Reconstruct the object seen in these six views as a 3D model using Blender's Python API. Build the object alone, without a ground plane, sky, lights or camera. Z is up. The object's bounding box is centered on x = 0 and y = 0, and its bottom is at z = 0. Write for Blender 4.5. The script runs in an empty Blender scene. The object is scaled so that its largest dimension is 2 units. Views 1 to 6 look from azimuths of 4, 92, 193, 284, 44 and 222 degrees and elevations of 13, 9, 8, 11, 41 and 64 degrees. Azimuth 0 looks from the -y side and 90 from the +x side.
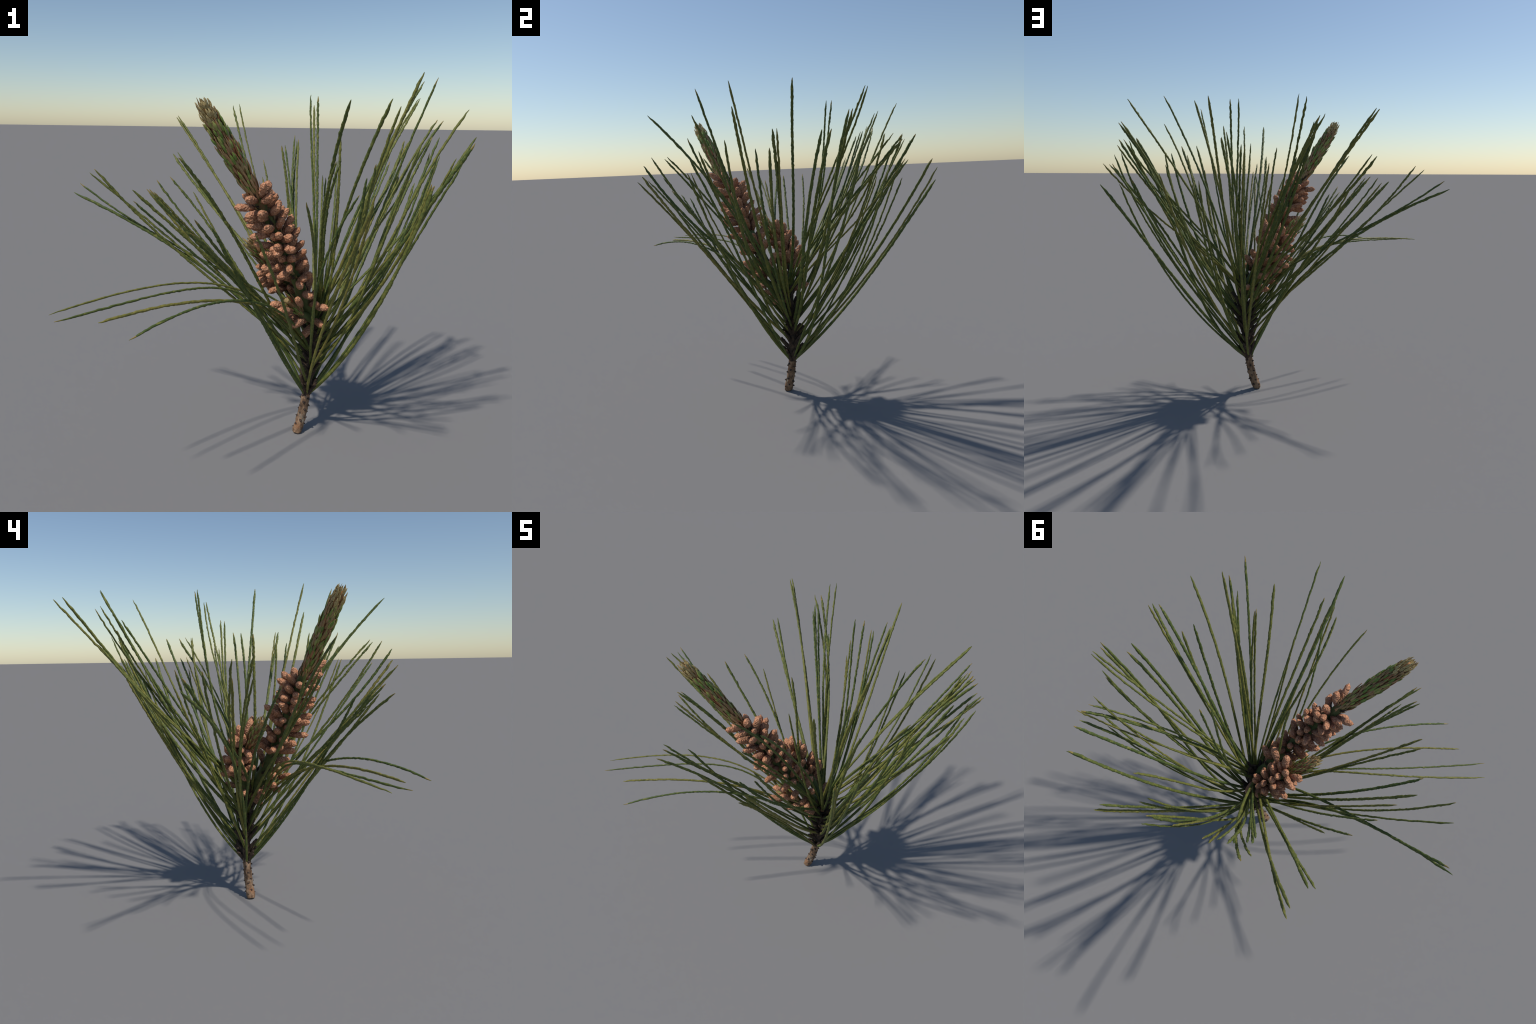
"""Flowering pine twig: woody stem, needle bundles in dark sheaths, a shoot of
pollen cones with a scaly candle at its end, a side candle and a small tuft."""
import bpy, bmesh, math, random
import numpy as np
from mathutils import Vector, Matrix, noise

rng = random.Random(11)
UP = np.array([0.0, 0.0, 1.0])


# ------------------------------------------------------------------ materials
class Nodes:
    """small helper to write node trees briefly"""
    def __init__(self, name, rough=0.6, spec=0.3):
        self.mat = bpy.data.materials.new(name)
        self.mat.use_nodes = True
        self.t = self.mat.node_tree
        self.b = self.t.nodes['Principled BSDF']
        self.b.inputs['Roughness'].default_value = rough
        self.b.inputs['Specular IOR Level'].default_value = spec
        self.co = self.t.nodes.new('ShaderNodeTexCoord').outputs['Object']

    def link(self, a, b):
        self.t.links.new(a, b)

    def noise(self, scale, detail=4.0, rough=0.6, stretch=None, w=None):
        n = self.t.nodes.new('ShaderNodeTexNoise')
        n.inputs['Scale'].default_value = scale
        n.inputs['Detail'].default_value = detail
        n.inputs['Roughness'].default_value = rough
        src = self.co
        if stretch:
            m = self.t.nodes.new('ShaderNodeMapping')
            m.inputs['Scale'].default_value = stretch
            self.link(src, m.inputs['Vector'])
            src = m.outputs['Vector']
        self.link(src, n.inputs['Vector'])
        return n.outputs['Fac']

    def voronoi(self, scale, feature='F1', stretch=None):
        n = self.t.nodes.new('ShaderNodeTexVoronoi')
        n.feature = feature
        n.inputs['Scale'].default_value = scale
        src = self.co
        if stretch:
            m = self.t.nodes.new('ShaderNodeMapping')
            m.inputs['Scale'].default_value = stretch
            self.link(src, m.inputs['Vector'])
            src = m.outputs['Vector']
        self.link(src, n.inputs['Vector'])
        return n.outputs['Distance']

    def ramp(self, fac, stops):
        r = self.t.nodes.new('ShaderNodeValToRGB')
        while len(r.color_ramp.elements) < len(stops):
            r.color_ramp.elements.new(0.5)
        for e, (p, c) in zip(r.color_ramp.elements, stops):
            e.position = p
            e.color = (*c, 1) if len(c) == 3 else c
        self.link(fac, r.inputs['Fac'])
        return r.outputs['Color']

    def mix(self, fac, a, b, mode='MIX'):
        m = self.t.nodes.new('ShaderNodeMix')
        m.data_type = 'RGBA'
        m.blend_type = mode
        for sock, v in ((m.inputs[0], fac), (m.inputs[6], a), (m.inputs[7], b)):
            if isinstance(v, (int, float)):
                sock.default_value = v
            elif isinstance(v, tuple):
                sock.default_value = (*v, 1)
            else:
                self.link(v, sock)
        return m.outputs[2]

    def random(self):
        return self.t.nodes.new('ShaderNodeObjectInfo').outputs['Random']

    def color(self, c):
        self.link(c, self.b.inputs['Base Color'])

    def bump(self, h, strength, dist=0.002):
        n = self.t.nodes.new('ShaderNodeBump')
        n.inputs['Strength'].default_value = strength
        n.inputs['Distance'].default_value = dist
        self.link(h, n.inputs['Height'])
        self.link(n.outputs['Normal'], self.b.inputs['Normal'])


def grey(v):
    return (v, v, v)


def needle_material():
    n = Nodes('needle_green', rough=0.55, spec=0.25)
    base = n.ramp(n.random(), [(0.0, (0.074, 0.104, 0.026)), (0.5, (0.124, 0.142, 0.033)),
                               (0.82, (0.170, 0.168, 0.038)), (1.0, (0.235, 0.198, 0.046))])
    patch = n.ramp(n.noise(30, 4), [(0.38, grey(0)), (0.62, grey(1))])
    c = n.mix(patch, base, n.mix(0.5, base, (0.050, 0.085, 0.024)))
    yellow = n.ramp(n.noise(55, 4), [(0.52, grey(0)), (0.68, grey(0.7))])
    c = n.mix(yellow, c, (0.250, 0.235, 0.055))
    dark = n.ramp(n.noise(95, 3), [(0.30, grey(0.7)), (0.42, grey(0))])
    c = n.mix(dark, c, (0.040, 0.052, 0.018))
    spot = n.ramp(n.noise(75, 3), [(0.68, grey(0)), (0.76, grey(0.7))])
    c = n.mix(spot, c, (0.200, 0.110, 0.035))
    n.color(c)
    n.bump(n.noise(160, 3), 0.5, 0.003)
    return n.mat


def needle_tip_material():
    n = Nodes('needle_tip', rough=0.6)
    n.color(n.ramp(n.noise(70, 3), [(0.35, (0.17, 0.155, 0.040)), (0.6, (0.28, 0.20, 0.055))]))
    return n.mat


def sheath_material():
    n = Nodes('sheath_brown', rough=0.85, spec=0.15)
    c = n.ramp(n.noise(60, 5), [(0.3, (0.035, 0.027, 0.022)), (0.55, (0.075, 0.052, 0.038)), (0.75, (0.15, 0.085, 0.05))])
    n.color(c)
    n.bump(n.noise(150, 4), 0.6, 0.004)
    return n.mat


def bark_material():
    n = Nodes('bark', rough=0.85, spec=0.15)
    c = n.ramp(n.noise(40, 8, 0.72, (1, 1, 0.4)), [(0.32, (0.055, 0.036, 0.025)), (0.46, (0.18, 0.108, 0.064)),
                                                 (0.60, (0.32, 0.205, 0.125)), (0.75, (0.22, 0.195, 0.155))])
    orange = n.ramp(n.noise(14, 3), [(0.56, grey(0)), (0.70, grey(0.6))])
    c = n.mix(orange, c, (0.28, 0.110, 0.045))
    lichen = n.ramp(n.noise(19, 4, 0.6, (1.3, 1, 0.8)), [(0.6, grey(0)), (0.7, grey(0.7))])
    c = n.mix(lichen, c, (0.26, 0.25, 0.20))
    n.color(c)
    n.bump(n.noise(95, 6, 0.7, (1, 1, 0.4)), 0.8, 0.006)
    return n.mat


def dark_bark_material():
    n = Nodes('dark_bark', rough=0.9, spec=0.12)
    c = n.ramp(n.noise(40, 6), [(0.3, (0.028, 0.022, 0.019)), (0.52, (0.07, 0.05, 0.036)), (0.7, (0.18, 0.115, 0.07))])
    n.color(c)
    n.bump(n.noise(110, 5), 0.8, 0.006)
    return n.mat


def shoot_material():
    n = Nodes('green_shoot', rough=0.6)
    c = n.ramp(n.noise(24, 4), [(0.35, (0.065, 0.090, 0.028)), (0.55, (0.105, 0.130, 0.042)), (0.68, (0.17, 0.10, 0.05))])
    n.color(c)
    n.bump(n.noise(90, 4), 0.5, 0.004)
    return n.mat


def cone_material():
    """buff-brown, tinted dark towards the stalk for the shade between cones, blushing orange towards the free end (local z)"""
    n = Nodes('pollen_cone', rough=0.8, spec=0.15)
    base = n.ramp(n.random(), [(0.0, (0.38, 0.200, 0.120)), (0.5, (0.47, 0.255, 0.158)), (1.0, (0.56, 0.295, 0.180))])
    sep = n.t.nodes.new('ShaderNodeSeparateXYZ')
    n.link(n.co, sep.inputs[0])
    wob = n.t.nodes.new('ShaderNodeMath')
    wob.operation = 'MULTIPLY_ADD'
    n.link(n.noise(45, 3), wob.inputs[0])
    wob.inputs[1].default_value = 0.035
    n.link(sep.outputs['Z'], wob.inputs[2])
    tipness = n.ramp(wob.outputs[0], [(0.070, grey(0)), (0.108, grey(0.75))])
    stalk = n.ramp(wob.outputs[0], [(0.018, grey(0.85)), (0.055, grey(0))])
    c = n.mix(stalk, base, (0.115, 0.056, 0.034))  # dark brown mixed in at the foot: shadow deep in the cluster, painted
    c = n.mix(tipness, c, (0.70, 0.320, 0.170))
    cell = n.voronoi(130, 'F1')
    crack = n.ramp(cell, [(0.30, grey(0)), (0.75, grey(0.6))])
    c = n.mix(crack, c, (0.17, 0.066, 0.036))
    blush = n.ramp(n.noise(34, 4), [(0.50, grey(0)), (0.70, grey(0.7))])
    c = n.mix(blush, c, (0.48, 0.175, 0.08))
    pale = n.ramp(n.noise(95, 4), [(0.55, grey(0)), (0.70, grey(0.75))])
    c = n.mix(pale, c, (0.68, 0.41, 0.26))
    n.color(c)
    n.bump(cell, 0.9, 0.005)
    return n.mat


def bract_material():
    n = Nodes('bract_brown', rough=0.7)
    base = n.ramp(n.random(), [(0.0, (0.34, 0.175, 0.078)), (0.35, (0.45, 0.29, 0.145)), (0.7, (0.33, 0.25, 0.105)), (1.0, (0.42, 0.135, 0.058))])
    streak = n.ramp(n.noise(120, 4, 0.6, (1.0, 1.0, 0.15)), [(0.35, grey(0.55)), (0.6, grey(0))])
    c = n.mix(streak, base, (0.115, 0.056, 0.030))
    pale = n.ramp(n.noise(50, 4), [(0.56, grey(0)), (0.7, grey(0.6))])
    c = n.mix(pale, c, (0.46, 0.36, 0.23))
    n.color(c)
    n.bump(n.noise(200, 3), 0.4, 0.002)
    return n.mat


def young_needle_material():
    n = Nodes('young_needle', rough=0.5)
    c = n.ramp(n.random(), [(0.0, (0.125, 0.195, 0.040)), (0.6, (0.20, 0.27, 0.055)), (1.0, (0.30, 0.30, 0.085))])
    c = n.mix(n.ramp(n.noise(60, 3), [(0.45, grey(0)), (0.7, grey(0.6))]), c, (0.09, 0.12, 0.035))
    n.color(c)
    return n.mat


def straw_material():
    n = Nodes('straw_scale', rough=0.7)
    n.color(n.ramp(n.noise(60, 4), [(0.35, (0.28, 0.19, 0.08)), (0.55, (0.55, 0.44, 0.20)), (0.72, (0.40, 0.20, 0.10))]))
    return n.mat


def dead_material():
    n = Nodes('dead_scale', rough=0.9, spec=0.1)
    n.color(n.ramp(n.noise(50, 4), [(0.35, (0.035, 0.028, 0.026)), (0.65, (0.11, 0.075, 0.055))]))
    return n.mat


NEEDLE, TIP, SHEATH = needle_material(), needle_tip_material(), sheath_material()
BARK, DARK, SHOOT = bark_material(), dark_bark_material(), shoot_material()
CONE, BRACT, YOUNG, STRAW, DEAD = cone_material(), bract_material(), young_needle_material(), straw_material(), dead_material()

# ------------------------------------------------------------------ hierarchy
root = bpy.data.objects.new('pine_twig', None)
bpy.context.scene.collection.objects.link(root)
root['label'] = 'flowering pine twig with long needles and brown pollen cones'
root['category'] = 'pine branch'


def new_mesh(name, verts, faces, mats, face_mat=None, smooth=True):
    me = bpy.data.meshes.new(name)
    me.from_pydata([tuple(v) for v in verts], [], faces)
    for m in mats:
        me.materials.append(m)
    if face_mat is not None:
        me.polygons.foreach_set('material_index', face_mat)
    if smooth:
        me.polygons.foreach_set('use_smooth', [True] * len(me.polygons))
    me.update()
    return me


def add(name, mesh, parent=root, matrix=None):
    ob = bpy.data.objects.new(name, mesh)
    bpy.context.scene.collection.objects.link(ob)
    ob.parent = parent
    if matrix is not None:
        ob.matrix_local = matrix
    return ob


# ------------------------------------------------------------------ curve tools
def bezier(c, n):
    t = np.linspace(0, 1, n)[:, None]
    c = [np.asarray(p, float) for p in c]
    return (1 - t) ** 3 * c[0] + 3 * (1 - t) ** 2 * t * c[1] + 3 * (1 - t) * t ** 2 * c[2] + t ** 3 * c[3]


def polyline(points, n):
    """smooth (Catmull-Rom) resampling of a few control points"""
    p = np.asarray(points, float)
    p = np.vstack([2 * p[0] - p[1], p, 2 * p[-1] - p[-2]])
    out = []
    m = len(p) - 3
    for s in np.linspace(0, m, n):
        i = min(int(s), m - 1)
        t = s - i
        a, b, c, d = p[i:i + 4]
        out.append(0.5 * (2 * b + (c - a) * t + (2 * a - 5 * b + 4 * c - d) * t * t + (3 * b - a - 3 * c + d) * t ** 3))
    return np.array(out)


def unit(v):
    return v / max(np.linalg.norm(v), 1e-9)


def frames(path, start=None):
    tan = np.gradient(path, axis=0)
    tan /= np.linalg.norm(tan, axis=1)[:, None]
    s = start if start is not None else np.cross(tan[0], [0.3, 0.5, 0.8])
    n = unit(s - tan[0] * (s @ tan[0]))
    N = []
    for t in tan:
        n = unit(n - t * (n @ t))
        N.append(n)
    N = np.array(N)
    return tan, N, np.cross(tan, N)


def tube(path, radius, sides, flat=1.0, lump=None, start=None, cap=True):
    """sweep: radius per ring, flat = thickness/width, lump(i, k) -> factor"""
    T, N, B = frames(path, start)
    verts, faces = [], []
    n = len(path)
    for i in range(n):
        for k in range(sides):
            a = 2 * math.pi * k / sides
            f = radius[i] * (lump(i, k) if lump else 1.0)
            verts.append(path[i] + f * (math.cos(a) * N[i] + flat * math.sin(a) * B[i]))
    for i in range(n - 1):
        for k in range(sides):
            k2 = (k + 1) % sides
            faces.append((i * sides + k, i * sides + k2, (i + 1) * sides + k2, (i + 1) * sides + k))
    if cap:
        verts += [path[0], path[-1]]
        a, b = len(verts) - 2, len(verts) - 1
        for k in range(sides):
            k2 = (k + 1) % sides
            faces.append((a, k2, k))
            faces.append((b, (n - 1) * sides + k, (n - 1) * sides + k2))
    return verts, faces


# ------------------------------------------------------------------ the axes
TWIG = polyline([(0.175, 0.036, 0.0), (0.201, 0.056, 0.10), (0.219, 0.069, 0.20), (0.230, 0.075, 0.30),
                 (0.240, 0.078, 0.40), (0.250, 0.078, 0.50), (0.255, 0.068, 0.60), (0.240, 0.035, 0.68)], 140)
MAIN_SHOOT = polyline([(0.240, 0.035, 0.67), (0.193, -0.052, 0.80), (0.157, -0.104, 0.90), (0.119, -0.153, 1.0),
                       (0.076, -0.201, 1.10), (0.037, -0.243, 1.20), (-0.010, -0.291, 1.30), (-0.056, -0.338, 1.385)], 120)
MAIN_CANDLE = polyline([(-0.040, -0.322, 1.350), (-0.116, -0.396, 1.496), (-0.167, -0.446, 1.594), (-0.240, -0.518, 1.735)], 60)
SIDE_SHOOT = polyline([(0.247, 0.060, 0.64), (0.150, 0.082, 0.78), (0.072, 0.060, 0.90), (0.010, -0.004, 0.98)], 60)
SIDE_CANDLE = polyline([(0.025, 0.000, 0.95), (-0.030, -0.050, 1.03), (-0.088, -0.108, 1.115)], 40)
LOW_SHOOT = polyline([(0.246, 0.045, 0.655), (0.205, -0.050, 0.71), (0.175, -0.088, 0.735)], 30)
TUFT = polyline([(0.185, -0.078, 0.725), (0.150, -0.112, 0.775), (0.103, -0.161, 0.830)], 30)


def twig_at(z):
    return np.array([np.interp(z, TWIG[:, 2], TWIG[:, i]) for i in range(3)])


# ------------------------------------------------------------------ needle bundles
RINGS, SIDES = 320, 8


def smooth_noise(n, step):
    """1D value noise, one knot every `step` samples"""
    k = np.array([rng.gauss(0, 1) for _ in range(int(n / step) + 3)])
    x = np.linspace(0, len(k) - 2, n)
    return np.interp(x, np.arange(len(k)), k)


def make_needle(path, width, flat, parent, jagged):
    length = np.linalg.norm(np.diff(path, axis=0), axis=1).sum()
    s = np.linspace(0, 1, RINGS)
    taper = np.clip((1 - s) / 0.035, 0, 1) ** 0.7 * 0.85 + 0.15
    r = width * (1.04 - 0.16 * s) * taper * (1 + 0.04 * smooth_noise(RINGS, 3) * (0.3 + 0.7 * s))
    r = np.maximum(r, 0.0011)
    wob = np.stack([smooth_noise(RINGS, 1.6) for _ in range(SIDES)], 1)
    amp = 0.04 + jagged * np.clip((s - 0.12) / 0.6, 0, 1)
    sway = np.stack([smooth_noise(RINGS, 4) for _ in range(3)], 1) * (0.0009 * s[:, None])
    lump = lambda i, k: max(1 + amp[i] * wob[i, k], 0.35)
    a = rng.uniform(0, math.pi)
    start = np.array([math.cos(a), math.sin(a), 0.2])
    v, f = tube(path + sway, r, SIDES, flat, lump, start)
    tipped = rng.random() < 0.45
    cut = (RINGS - 1) - int(rng.uniform(2.5, 8) * 1.2 / length) if tipped else RINGS
    fm = [1 if (i // SIDES >= cut and i < SIDES * (RINGS - 1)) else 0 for i in range(len(f))]
    return add('needle', new_mesh('needle', v, f, [NEEDLE, TIP], fm), parent)


def bundle(height, lean, heading, *needles, elbows=None):
    """needles of one sheath that leaves the twig at this height, leaning out by
    `lean` degrees towards `heading`; each needle is (tip, shoulder): the shoulder is the control
    point that sets the slant of its outer part. A lone needle is a closed pair."""
    base = twig_at(height)
    out = np.array([math.cos(math.radians(heading)), math.sin(math.radians(heading)), 0])
    side = np.cross(out, UP)
    d0 = math.sin(math.radians(lean)) * out + math.cos(math.radians(lean)) * UP
    foot = base + 0.016 * out
    # the sheath
    if elbows:
        d0 = unit(np.mean([np.array(e) for e in elbows], axis=0) - foot)
    sl = rng.uniform(0.070, 0.115)
    q = np.linspace(0, 1, 14)
    path = np.array([foot - 0.012 * out + d0 * sl * t for t in q])
    path[:, 2] -= 0.012 * (1 - q) ** 2
    v, f = tube(path, 0.0128 - 0.003 * q ** 2 + 0.0007 * smooth_noise(14, 2), 11, 1.0,
                lambda i, k: 1 + 0.10 * math.sin(i * 1.9 + k * 2.3) + 0.06 * math.sin(i * 3.1 - k * 1.2))
    sheath = add('needle_sheath', new_mesh('needle_sheath', v, f, [SHEATH]))
    n = len(needles)
    for i, (tip, shoulder) in enumerate(needles):
        off = (i - (n - 1) / 2) * 0.008
        tip, shoulder = np.array(tip), np.array(shoulder)
        if elbows:
            p1 = np.array(elbows[i])
        else:
            p1 = foot + d0 * 0.30 * np.linalg.norm(tip - base) + side * off
        width = rng.uniform(0.0058, 0.0068) if n > 1 else rng.uniform(0.0074, 0.0094)
        flat = rng.uniform(0.8, 1.0) if n > 1 else rng.uniform(0.6, 0.8)
        make_needle(bezier((foot + side * off * 0.3, p1, shoulder, tip), RINGS), width, flat, sheath, rng.uniform(0.08, 0.16) if n > 1 else rng.uniform(0.05, 0.10))


# bundles facing -x: height, lean, heading, then (tip, shoulder) of every needle
bundle(0.436, 44, 177, ((-0.582, 0.048, 1.384), (-0.310, 0.077, 0.992)))
bundle(0.638, 52, -166, ((-0.965, -0.005, 1.365), (-0.530, -0.040, 1.041)))
bundle(0.224, 17, -166, ((-0.995, -0.008, 1.316), (-0.396, -0.066, 1.059)))
bundle(0.368, 44, -176, ((-0.595, -0.093, 1.352), (-0.301, -0.005, 0.965)))
bundle(0.408, 45, -171, ((-0.850, -0.164, 1.431), (-0.452, -0.004, 1.051)), ((-0.798, -0.242, 1.457), (-0.488, -0.059, 1.009)))
bundle(0.468, 44, -174, ((-0.636, -0.198, 1.358), (-0.323, -0.032, 1.018)))
bundle(0.445, 45, -166, ((-0.600, -0.310, 1.320), (-0.319, -0.094, 0.987)))
bundle(0.600, 40, -147, ((0.058, -0.028, 1.567), (0.137, -0.013, 1.199)))
bundle(0.510, 44, -152, ((-0.468, -0.451, 1.381), (-0.221, -0.254, 1.028)), ((-0.466, -0.464, 1.358), (-0.217, -0.249, 1.024)), ((-0.500, -0.400, 1.385), (-0.228, -0.288, 1.015)))
bundle(0.500, 45, 131, ((-0.300, 0.595, 1.663), (-0.116, 0.413, 1.205)))
bundle(0.639, 48, 144, ((-0.615, 0.728, 1.708), (-0.275, 0.503, 1.293)))
bundle(0.520, 44, 143, ((-0.598, 0.690, 1.716), (-0.247, 0.493, 1.267)))
bundle(0.542, 43, 154, ((-0.573, 0.540, 1.505), (-0.293, 0.347, 1.122)))
bundle(0.637, 45, 151, ((-0.596, 0.517, 1.494), (-0.308, 0.371, 1.125)))
bundle(0.298, 34, 172, ((-0.544, 0.190, 1.390), (-0.207, 0.209, 1.004)), ((-0.427, 0.243, 1.304), (-0.198, 0.170, 0.911)))

# bundles facing -y: height, lean, heading, then (tip, shoulder) of every needle
bundle(0.410, 43, -141, ((-0.345, -0.516, 1.530), (-0.094, -0.221, 1.168)))
bundle(0.341, 44, -120, ((-0.311, -0.681, 1.279), (-0.054, -0.417, 0.937)))
bundle(0.225, 45, -116, ((-0.200, -0.599, 1.260), (-0.022, -0.393, 0.846)))
bundle(0.466, 45, -125, ((-0.244, -0.733, 1.313), (-0.086, -0.431, 0.971)), ((-0.224, -0.654, 1.210), (-0.080, -0.376, 0.908)))
bundle(0.239, 45, -118, ((-0.253, -0.778, 1.268), (-0.027, -0.400, 0.969)))
bundle(0.285, 42, -106, ((-0.013, -0.701, 1.253), (0.119, -0.432, 0.879)))
bundle(0.660, 36, -72, ((0.295, -0.650, 1.518), (0.216, -0.394, 1.207)), ((0.284, -0.637, 1.529), (0.204, -0.364, 1.229)))
bundle(0.600, 27, -87, ((0.321, -0.705, 1.752), (0.235, -0.344, 1.378)))
bundle(0.600, 44, -74, ((0.385, -0.756, 1.482), (0.381, -0.519, 1.087)))
bundle(0.550, 42, -72, ((0.317, -0.342, 1.613), (0.329, -0.251, 1.188)))
bundle(0.392, 41, -93, ((0.376, -0.648, 1.407), (0.192, -0.402, 1.042)), ((0.172, -0.789, 1.392), (0.266, -0.445, 1.031)))
bundle(0.224, 33, -86, ((0.412, -0.792, 1.389), (0.321, -0.430, 0.974)))
bundle(0.362, 44, -74, ((0.418, -0.764, 1.421), (0.394, -0.463, 1.001)))
bundle(0.530, 47, -65, ((0.424, -0.698, 1.526), (0.397, -0.456, 1.106)))
bundle(0.600, 19, -72, ((0.470, -0.691, 1.757), (0.356, -0.341, 1.375)))
bundle(0.600, 36, -51, ((0.548, -0.431, 1.741), (0.423, -0.251, 1.307)))
bundle(0.225, 44, -44, ((0.700, -0.446, 1.429), (0.594, -0.289, 0.934)))
bundle(0.437, 44, -45, ((0.693, -0.428, 1.430), (0.624, -0.290, 1.001)))

# bundles facing +x: height, lean, heading, then (tip, shoulder) of every needle
bundle(0.600, 41, -45, ((0.698, -0.380, 1.858), (0.530, -0.241, 1.370)))
bundle(0.224, 40, -36, ((0.812, -0.417, 1.511), (0.619, -0.195, 1.025)))
bundle(0.403, 44, -36, ((0.800, -0.364, 1.536), (0.646, -0.224, 1.072)))
bundle(0.517, 44, -40, ((0.859, -0.407, 1.599), (0.640, -0.255, 1.170)))
bundle(0.346, 44, -43, ((0.680, -0.244, 1.594), (0.521, -0.201, 1.103)))
bundle(0.660, 26, -34, ((0.676, -0.208, 1.895), (0.487, -0.123, 1.430)))
bundle(0.478, 45, -26, ((0.888, -0.178, 1.740), (0.599, -0.124, 1.282)))
bundle(0.442, 43, -15, ((0.794, -0.075, 1.537), (0.680, -0.052, 1.083)))
bundle(0.503, 44, -11, ((0.808, -0.004, 1.534), (0.747, -0.016, 1.092)))
bundle(0.660, 45, -1, ((0.990, 0.018, 1.618), (0.769, 0.048, 1.216)))
bundle(0.564, 43, -6, ((0.997, 0.040, 1.618), (0.749, 0.044, 1.196)))
bundle(0.660, 21, 35, ((0.747, 0.123, 1.882), (0.502, 0.099, 1.426)))
bundle(0.464, 44, 14, ((0.875, 0.258, 1.613), (0.695, 0.148, 1.160)))
bundle(0.410, 43, 19, ((0.851, 0.305, 1.615), (0.618, 0.179, 1.168)))
bundle(0.225, 54, 31, ((0.920, 0.386, 1.698), (0.545, 0.276, 1.223)))
bundle(0.497, 42, 39, ((0.894, 0.406, 1.704), (0.595, 0.303, 1.268)))
bundle(0.225, 36, 22, ((0.876, 0.450, 1.526), (0.756, 0.354, 0.974)), ((0.928, 0.434, 1.512), (0.767, 0.352, 0.977)))
bundle(0.660, 23, 41, ((0.808, 0.479, 1.820), (0.560, 0.326, 1.394)), ((0.801, 0.492, 1.817), (0.536, 0.375, 1.391)))
bundle(0.224, 51, 40, ((0.828, 0.567, 1.345), (0.690, 0.456, 0.858)))
bundle(0.406, 44, 53, ((0.783, 0.578, 1.584), (0.550, 0.481, 1.120)))
bundle(0.660, 42, 52, ((0.756, 0.576, 1.584), (0.624, 0.515, 1.159)), ((0.874, 0.659, 1.456), (0.660, 0.469, 1.107)))

# bundles facing +y: height, lean, heading, then (tip, shoulder) of every needle
bundle(0.327, 44, 51, ((0.743, 0.595, 1.376), (0.570, 0.487, 0.936)))
bundle(0.660, 26, 42, ((0.763, 0.621, 1.585), (0.644, 0.359, 1.229)), ((0.768, 0.667, 1.580), (0.669, 0.404, 1.214)))
bundle(0.292, 41, 46, ((0.820, 0.684, 1.452), (0.558, 0.416, 1.052)))
bundle(0.653, 45, 35, ((0.781, 0.665, 1.555), (0.673, 0.368, 1.212)))
bundle(0.225, 49, 56, ((0.796, 0.825, 1.347), (0.550, 0.597, 0.903)))
bundle(0.503, 43, 59, ((0.726, 0.743, 1.579), (0.545, 0.514, 1.157)))
bundle(0.264, 45, 62, ((0.723, 0.828, 1.451), (0.501, 0.611, 0.978)))
bundle(0.267, 47, 74, ((0.416, 0.934, 1.407), (0.385, 0.671, 0.927)))
bundle(0.320, 44, 78, ((0.396, 0.901, 1.447), (0.380, 0.660, 0.972)))
bundle(0.235, 45, 78, ((0.298, 0.717, 1.368), (0.291, 0.571, 0.894)), ((0.319, 0.754, 1.352), (0.294, 0.580, 0.885)))
bundle(0.660, 35, 83, ((0.239, 0.358, 1.821), (0.248, 0.296, 1.368)), ((0.198, 0.327, 1.825), (0.213, 0.292, 1.370)))
bundle(0.536, 43, 91, ((0.229, 0.741, 1.788), (0.244, 0.498, 1.308)))
bundle(0.225, 44, 102, ((0.142, 0.806, 1.581), (0.126, 0.524, 1.067)))
bundle(0.473, 44, 110, ((0.119, 0.797, 1.607), (0.087, 0.625, 1.123)))
bundle(0.373, 45, 102, ((0.058, 0.745, 1.549), (0.145, 0.571, 1.069)), ((0.133, 0.843, 1.573), (0.090, 0.620, 1.080)), ((0.039, 0.750, 1.545), (0.124, 0.571, 1.065)))
bundle(0.340, 43, 112, ((-0.070, 0.690, 1.457), (0.041, 0.513, 1.005)), ((-0.075, 0.668, 1.354), (0.062, 0.505, 0.946)))
bundle(0.565, 43, 129, ((-0.223, 0.705, 1.790), (-0.105, 0.475, 1.299)), ((-0.258, 0.687, 1.779), (-0.133, 0.456, 1.294)), ((-0.345, 0.644, 1.698), (-0.056, 0.515, 1.267)))
bundle(0.566, 44, 128, ((-0.196, 0.614, 1.490), (-0.034, 0.439, 1.119)))
bundle(0.660, 42, 121, ((-0.325, 0.683, 1.689), (-0.079, 0.554, 1.261)))
bundle(0.631, 43, 132, ((-0.284, 0.607, 1.666), (-0.123, 0.447, 1.232)), ((-0.288, 0.563, 1.633), (-0.085, 0.386, 1.244)))

# two bundles whose needles arch over and hang down
bundle(0.46, 42, -126, ((-0.815, -0.772, 0.927), (-0.223, -0.116, 1.034)), ((-0.762, -0.850, 0.925), (-0.139, -0.107, 0.959)),
       elbows=[(0.020, -0.215, 0.889), (-0.127, -0.300, 0.971)])
bundle(0.46, 42, -118, ((-0.600, -0.828, 0.922), (-0.295, -0.540, 0.959)), ((-0.448, -0.939, 0.902), (-0.073, -0.467, 1.060)),
       elbows=[(0.084, -0.205, 0.928), (0.149, -0.229, 0.805)])


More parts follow.
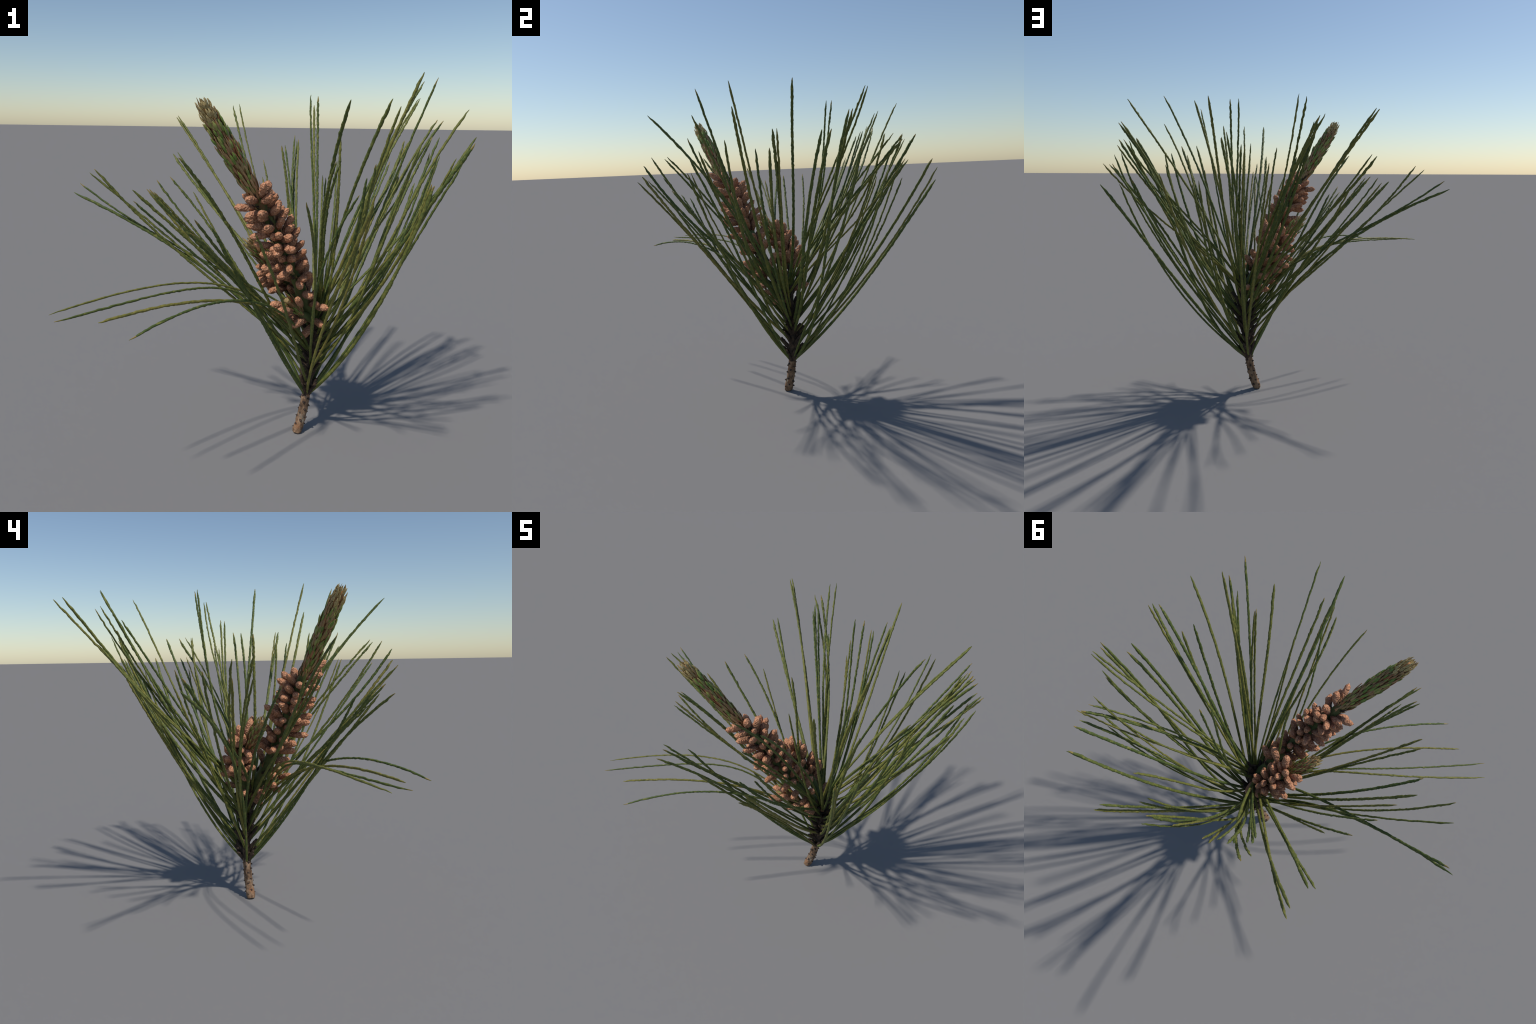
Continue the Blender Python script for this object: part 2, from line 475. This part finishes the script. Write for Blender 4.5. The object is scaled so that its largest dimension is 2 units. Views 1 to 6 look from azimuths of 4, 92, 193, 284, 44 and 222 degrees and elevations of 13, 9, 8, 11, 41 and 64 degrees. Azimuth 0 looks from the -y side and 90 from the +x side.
# ------------------------------------------------------------------ twig and shoots
def rough_tube(name, path, radius, mats, amp, freq, sides=36, pick=None, parent=root):
    def lump(i, k):
        a = 2 * math.pi * k / sides
        p = Vector(path[i]) * freq + Vector((math.cos(a), math.sin(a), 0)) * freq * 0.03
        return 1 + amp * (noise.noise(p) + 0.6 * noise.noise(p * 2.3) + 0.4 * noise.noise(p * 5.1))
    v, f = tube(path, radius, sides, 1.0, lump, np.array([1.0, 0, 0]))
    v = [(p[0], p[1], max(p[2], 0.0)) for p in v]      # the cut end stands flat on the ground
    fm = [pick(i // sides / len(path), i % sides) if pick and i < sides * (len(path) - 1) else 0 for i in range(len(f))]
    return add(name, new_mesh(name, v, f, mats, fm), parent)


s = np.linspace(0, 1, len(TWIG))
twig_r = np.interp(s, [0, 0.02, 0.05, 0.3, 0.34, 0.6, 1.0], [0.0235, 0.0265, 0.0255, 0.0225, 0.0235, 0.0225, 0.026])
edge = [0.33 + 0.03 * math.sin(k * 0.7) + 0.02 * math.sin(k * 1.9) for k in range(36)]
stem = rough_tube('stem', TWIG, twig_r, [BARK, DARK], 0.16, 45, pick=lambda t, k: 1 if t > edge[k] else 0)

rough_tube('flower_shoot', MAIN_SHOOT, np.linspace(0.030, 0.023, len(MAIN_SHOOT)), [SHOOT], 0.12, 22)
rough_tube('flower_shoot', SIDE_SHOOT, np.linspace(0.024, 0.020, len(SIDE_SHOOT)), [SHOOT], 0.12, 22)
rough_tube('flower_shoot', LOW_SHOOT, np.linspace(0.022, 0.018, len(LOW_SHOOT)), [SHOOT], 0.12, 22)


def place(path, t, angle, r, tilt):
    """matrix on a path: local z leans from the path direction outwards by tilt"""
    i = min(int(t * (len(path) - 1)), len(path) - 2)
    p = path[i] + (path[i + 1] - path[i]) * (t * (len(path) - 1) - i)
    tan = unit(path[i + 1] - path[i])
    n = unit(np.cross(tan, [0.31, 0.9, 0.2]))
    b = np.cross(tan, n)
    out = math.cos(angle) * n + math.sin(angle) * b
    z = unit(math.cos(tilt) * tan + math.sin(tilt) * out)
    x = unit(np.cross(tan, out))
    y = np.cross(z, x)          # points outwards
    o = p + out * r
    return Matrix(((x[0], y[0], z[0], o[0]), (x[1], y[1], z[1], o[1]), (x[2], y[2], z[2], o[2]), (0, 0, 0, 1)))


def scar_mesh():
    """peg left by a fallen needle bundle, leaning up the stem"""
    path = np.array([(0, 0, -0.006), (0, 0, 0.0), (0, -0.001, 0.006), (0, -0.003, 0.011)])
    v, f = tube(path, np.array([0.0095, 0.0085, 0.006, 0.003]), 9, 0.8, lambda i, k: 1 + 0.15 * math.sin(i * 2.1 + k * 1.7))
    return new_mesh('bark_peg', v, f, [DEAD])


peg = scar_mesh()
golden = math.radians(137.5)
for i in range(26):
    t = 0.035 + 0.295 * i / 26
    m = place(TWIG, t, i * golden, np.interp(t, s, twig_r) - 0.002, math.radians(rng.uniform(62, 95)))
    sc = rng.uniform(0.7, 1.15)
    add('bark_peg', peg, stem, m @ Matrix.Scale(sc, 4))


# ------------------------------------------------------------------ scales (bracts), young needles
def scale_mesh(name, length, width, thick, mat, tip=1.6, curl=0.10):
    """lanceolate scale with thickness; local z along it, y outwards"""
    rows, cols = 11, 4
    verts, faces = [], []
    prof = []
    for i in range(rows):
        u = i / (rows - 1)
        w = width * 0.5 * (0.55 + 0.45 * math.sin(math.pi * min(u * 0.9 + 0.12, 1))) * (1 - u ** tip * 0.94)
        prof.append((u, w))
    for face_side in (1, -1):
        for u, w in prof:
            for j in range(cols + 1):
                q = j / cols * 2 - 1
                th = thick * 0.5 * (1 - 0.75 * q * q) * (1 - 0.6 * u)
                dome = -0.45 * w * q * q
                verts.append((q * w, dome + face_side * th + curl * length * (u ** 2) - 0.04 * length * math.sin(math.pi * u), u * length))
    per = rows * (cols + 1)
    for i in range(rows - 1):
        for j in range(cols):
            a = i * (cols + 1) + j
            b, c, d = a + 1, a + cols + 2, a + cols + 1
            faces.append((a, d, c, b))
            faces.append((per + a, per + b, per + c, per + d))
    for i in range(rows - 1):
        a = i * (cols + 1)
        faces.append((a, per + a, per + a + cols + 1, a + cols + 1))
        a += cols
        faces.append((a, a + cols + 1, per + a + cols + 1, per + a))
    for j in range(cols):
        a = (rows - 1) * (cols + 1) + j
        faces.append((a, a + 1, per + a + 1, per + a))
        faces.append((j, per + j, per + j + 1, j + 1))
    me = new_mesh(name, verts, faces, [mat])
    bm = bmesh.new()
    bm.from_mesh(me)
    bmesh.ops.recalc_face_normals(bm, faces=bm.faces)
    bm.to_mesh(me)
    bm.free()
    return me


def nub_mesh(length, width, mat):
    path = np.array([(0, 0.10 * length * u * u, length * u) for u in np.linspace(0, 1, 10)])
    r = np.array([width * 0.5 * (0.75 + 0.35 * math.sin(math.pi * u)) * (1 - u ** 4) + 0.0006 for u in np.linspace(0, 1, 10)])
    v, f = tube(path, r, 8, 0.7, lambda i, k: 1 + 0.06 * math.sin(i * 1.3 + k * 2.1), np.array([1.0, 0, 0]))
    return new_mesh('young_needle', v, f, [mat])


SCALES = [scale_mesh('bud_scale', 0.068, 0.0135, 0.008, BRACT, 1.8, 0.03), scale_mesh('bud_scale', 0.078, 0.0125, 0.008, BRACT, 2.4, 0.01),
          scale_mesh('bud_scale', 0.060, 0.0140, 0.007, BRACT, 1.5, 0.07)]
NUBS = [nub_mesh(0.042, 0.0120, YOUNG), nub_mesh(0.050, 0.0105, YOUNG)]
STRAWS = [scale_mesh('bud_scale', 0.042, 0.013, 0.007, STRAW, 4.5, 0.04), scale_mesh('bud_scale', 0.038, 0.013, 0.007, STRAW, 3.5, 0.10)]


def candle(path, radius, count, size, name='candle', green=0.75, straw_from=0.86, flare=0.0):
    """scaly bud: core, spiral of appressed scales, a young needle peeping out above most of them"""
    n = len(path)
    u = np.linspace(0, 1, n)
    core = rough_tube(name, path, np.interp(u, *radius) * 0.80, [BRACT], 0.10, 40, 20)
    for i in range(count):
        t = 0.985 * (i + 0.5) / count
        r = np.interp(t, *radius)
        a = i * golden + rng.uniform(-0.12, 0.12)
        tilt = math.radians(rng.uniform(3, 13)) + flare * rng.random()
        top = t > straw_from
        me = rng.choice(STRAWS if top and rng.random() < 0.75 else SCALES)
        sc = size * rng.uniform(0.85, 1.15)
        m = place(path, max(t - 0.02, 0), a, r * rng.uniform(0.78, 0.92), tilt)
        add('bud_scale', me, core, m @ Matrix.Diagonal((sc, sc, sc, 1)))
        if rng.random() < green and t < 0.97:
            m = place(path, min(t + 0.05 * size, 0.985), a + rng.uniform(-0.1, 0.1), r * rng.uniform(0.94, 1.06), tilt + math.radians(rng.uniform(2, 9)))
            sc = size * rng.uniform(0.75, 1.2)
            add('young_needle', rng.choice(NUBS) if not top else STRAWS[1], core, m @ Matrix.Diagonal((sc, sc, sc, 1)))
    return core


candle(MAIN_CANDLE, ([0, 0.08, 0.25, 0.6, 0.85, 1.0], [0.024, 0.030, 0.035, 0.035, 0.029, 0.010]), 180, 1.0, green=0.72, straw_from=0.80)
candle(SIDE_CANDLE, ([0, 0.3, 0.7, 1.0], [0.024, 0.033, 0.032, 0.008]), 60, 0.85, green=0.85, straw_from=0.75, flare=0.14)
candle(TUFT, ([0, 0.4, 1.0], [0.014, 0.022, 0.016]), 20, 1.05, green=0.95, straw_from=0.95, flare=0.2)


# ------------------------------------------------------------------ pollen cones
# where the free end of each pollen cone stands, shoot by shoot, from the top down
MAIN_SHOOT_CONES = [
    (-0.00, -0.43, 1.42), (0.03, -0.33, 1.42), (0.03, -0.20, 1.37), (0.04, -0.40, 1.36), (-0.01, -0.19, 1.36),
    (-0.11, -0.24, 1.35), (-0.08, -0.42, 1.35), (-0.06, -0.19, 1.34), (0.02, -0.19, 1.33), (0.07, -0.37, 1.32),
    (0.10, -0.28, 1.30), (0.08, -0.19, 1.30), (-0.14, -0.31, 1.29), (-0.01, -0.40, 1.29), (-0.05, -0.18, 1.27),
    (0.13, -0.23, 1.26), (-0.10, -0.29, 1.25), (0.05, -0.14, 1.24), (-0.08, -0.20, 1.24), (0.02, -0.38, 1.22),
    (0.13, -0.19, 1.21), (-0.09, -0.28, 1.21), (0.16, -0.21, 1.20), (-0.08, -0.20, 1.20), (0.08, -0.13, 1.19),
    (0.07, -0.36, 1.19), (-0.03, -0.26, 1.19), (-0.00, -0.10, 1.19), (0.12, -0.32, 1.18), (-0.07, -0.28, 1.16),
    (0.13, -0.12, 1.15), (0.13, -0.23, 1.14), (0.17, -0.20, 1.14), (0.11, -0.33, 1.13), (0.06, -0.35, 1.13),
    (0.13, -0.34, 1.12), (-0.06, -0.20, 1.11), (0.19, -0.22, 1.10), (0.06, -0.34, 1.10), (0.09, -0.07, 1.08),
    (-0.03, -0.25, 1.07), (-0.02, -0.16, 1.06), (0.20, -0.24, 1.04), (0.12, -0.32, 1.01), (0.00, -0.12, 1.01),
    (0.21, -0.06, 0.99), (-0.02, -0.22, 0.99), (0.22, -0.18, 0.98), (0.07, -0.26, 0.97), (0.19, -0.24, 0.96),
    (-0.00, -0.15, 0.94), (0.17, -0.24, 0.93), (0.23, -0.02, 0.92), (0.28, -0.07, 0.87), (0.22, -0.20, 0.86),
    (0.26, -0.15, 0.82), (0.31, -0.16, 0.79),
]
SIDE_SHOOT_CONES = [
    (0.04, -0.01, 1.11), (0.15, -0.00, 1.11), (-0.01, 0.05, 1.08), (0.04, 0.09, 1.04), (-0.08, 0.00, 1.04),
    (-0.04, 0.07, 1.03), (0.11, 0.05, 1.02), (-0.08, 0.07, 1.01), (0.04, 0.12, 1.00), (0.13, 0.10, 0.97),
    (0.02, 0.13, 0.97), (0.09, 0.16, 0.94), (0.16, 0.13, 0.93), (-0.06, -0.03, 0.91), (0.05, 0.17, 0.89),
    (0.16, 0.16, 0.88), (-0.06, 0.03, 0.87), (0.11, -0.01, 0.85), (-0.05, 0.09, 0.84), (0.04, -0.04, 0.83),
    (-0.00, 0.02, 0.82), (-0.01, 0.11, 0.82), (0.10, 0.19, 0.79), (0.08, 0.01, 0.76), (0.20, 0.19, 0.72),
    (0.28, 0.02, 0.67), (0.09, 0.04, 0.67),
]
LOW_SHOOT_CONES = [
    (0.15, -0.22, 0.86), (0.07, -0.23, 0.81), (0.02, -0.14, 0.81), (0.03, -0.15, 0.75), (0.06, -0.08, 0.70),
    (0.29, -0.10, 0.69), (0.14, -0.16, 0.69), (0.11, -0.04, 0.66), (0.20, -0.04, 0.58),
]


def cone_mesh(seed, length, radius, bend):
    """blunt catkin with rows of swollen, crumbling scales; local z along it"""
    rings, sides = 52, 30
    path = np.array([(bend * (u ** 2), 0.3 * bend * math.sin(3 * u), length * u) for u in np.linspace(0, 1, rings)])
    prof = []
    for u in np.linspace(0, 1, rings):
        body = 0.55 + 0.45 * min(u / 0.40, 1) ** 0.8
        body *= 1 - 0.10 * max((u - 0.6) / 0.4, 0)
        endcap = math.sqrt(max(1 - max((u - 0.76) / 0.205, 0) ** 2.0, 0.0))
        prof.append(radius * body * max(endcap, 0.30 - 0.16 * max((u - 0.97) / 0.03, 0)))
    off = Vector((seed * 3.7, seed * 1.3, seed * 2.1))

    def lump(i, k):
        a = 2 * math.pi * k / sides
        z = i / (rings - 1) * length / radius
        p = Vector((math.cos(a), math.sin(a), z * 0.9)) * 1.4 + off
        warp = 0.7 * noise.noise(p * 1.3)
        scales = abs(math.sin(3.5 * a + z * 2.6 + warp)) + abs(math.sin(3.5 * a - z * 2.6 + warp + seed))
        return 1 + 0.075 * (scales - 1.1) + 0.14 * noise.noise(p) + 0.09 * noise.noise(p * 2.4) + 0.06 * noise.noise(p * 5.3)
    v, f = tube(path, np.array(prof), sides, 1.0, lump, np.array([1.0, 0, 0]))
    return new_mesh('pollen_cone', v, f, [CONE])


CONES = [cone_mesh(k, 0.095, 0.0166 + 0.0009 * (k % 3), (-0.014, 0.008, 0.018, 0.004, -0.006, 0.012)[k]) for k in range(6)]


def grow_cones(tips, path, r):
    tan = np.gradient(path, axis=0)
    for tip in tips:
        tip = np.array(tip)
        i = int(np.argmin(np.linalg.norm(path - tip, axis=1)))
        drop = rng.uniform(0.045, 0.085)
        foot = path[i] - unit(tan[i]) * drop
        d = tip - foot
        foot = foot + unit(d) * r * 0.75
        L = np.linalg.norm(tip - foot)
        if L > 0.105:                      # no cone is longer than this: start it nearer
            foot = tip - unit(d) * 0.105
            L = 0.105
        L = max(L, 0.055)
        z = unit(d)
        x = unit(np.cross(z, [rng.uniform(-1, 1), rng.uniform(-1, 1), rng.uniform(-1, 1)]))
        y = np.cross(z, x)
        k = L / 0.095
        w = rng.uniform(0.92, 1.10)
        o = tip - z * L
        m = Matrix(((x[0] * w, y[0] * w, z[0] * k, o[0]), (x[1] * w, y[1] * w, z[1] * k, o[1]),
                    (x[2] * w, y[2] * w, z[2] * k, o[2]), (0, 0, 0, 1)))
        add('pollen_cone', CONES[rng.randrange(6)], root, m)


def fill_gaps(tips, path, lo, hi, tries, reach, spacing):
    """further cones in the spiral wherever the placed ones leave room"""
    got = [np.array(p) for p in tips]
    for i in range(tries):
        m = place(path, lo + (hi - lo) * i / tries, i * golden, 0.0, math.radians(rng.uniform(58, 80)))
        p = np.array(m.translation) + np.array(m.col[2][:3]) * rng.uniform(*reach)
        if min(np.linalg.norm(p - q) for q in got) > spacing:
            got.append(p)
    return got


grow_cones(fill_gaps(MAIN_SHOOT_CONES, MAIN_SHOOT, 0.34, 0.93, 130, (0.085, 0.115), 0.051), MAIN_SHOOT, 0.024)
grow_cones(fill_gaps(SIDE_SHOOT_CONES, SIDE_SHOOT, 0.45, 0.90, 60, (0.085, 0.115), 0.050), SIDE_SHOOT, 0.020)
grow_cones(LOW_SHOOT_CONES, LOW_SHOOT, 0.018)

# dry brown bracts between the cones, and dead black scales where the year's growth begins
BROWN = [scale_mesh('dry_bract', 0.045, 0.020, 0.004, DEAD, 1.4, 0.3), scale_mesh('dry_bract', 0.050, 0.017, 0.004, BRACT, 1.6, 0.2)]
for path, count, r in ((MAIN_SHOOT, 60, 0.022), (SIDE_SHOOT, 22, 0.018)):
    for i in range(count):
        m = place(path, rng.uniform(0.02, 0.97), i * golden, r, math.radians(rng.uniform(20, 60)))
        add('dry_bract', rng.choice(BROWN), root, m)
for i in range(34):
    t = rng.uniform(0.62, 1.0)
    m = place(TWIG, t, i * golden, 0.020, math.radians(rng.uniform(8, 40)))
    add('dead_scale', BROWN[0], stem, m @ Matrix.Scale(rng.uniform(0.8, 1.25), 4))
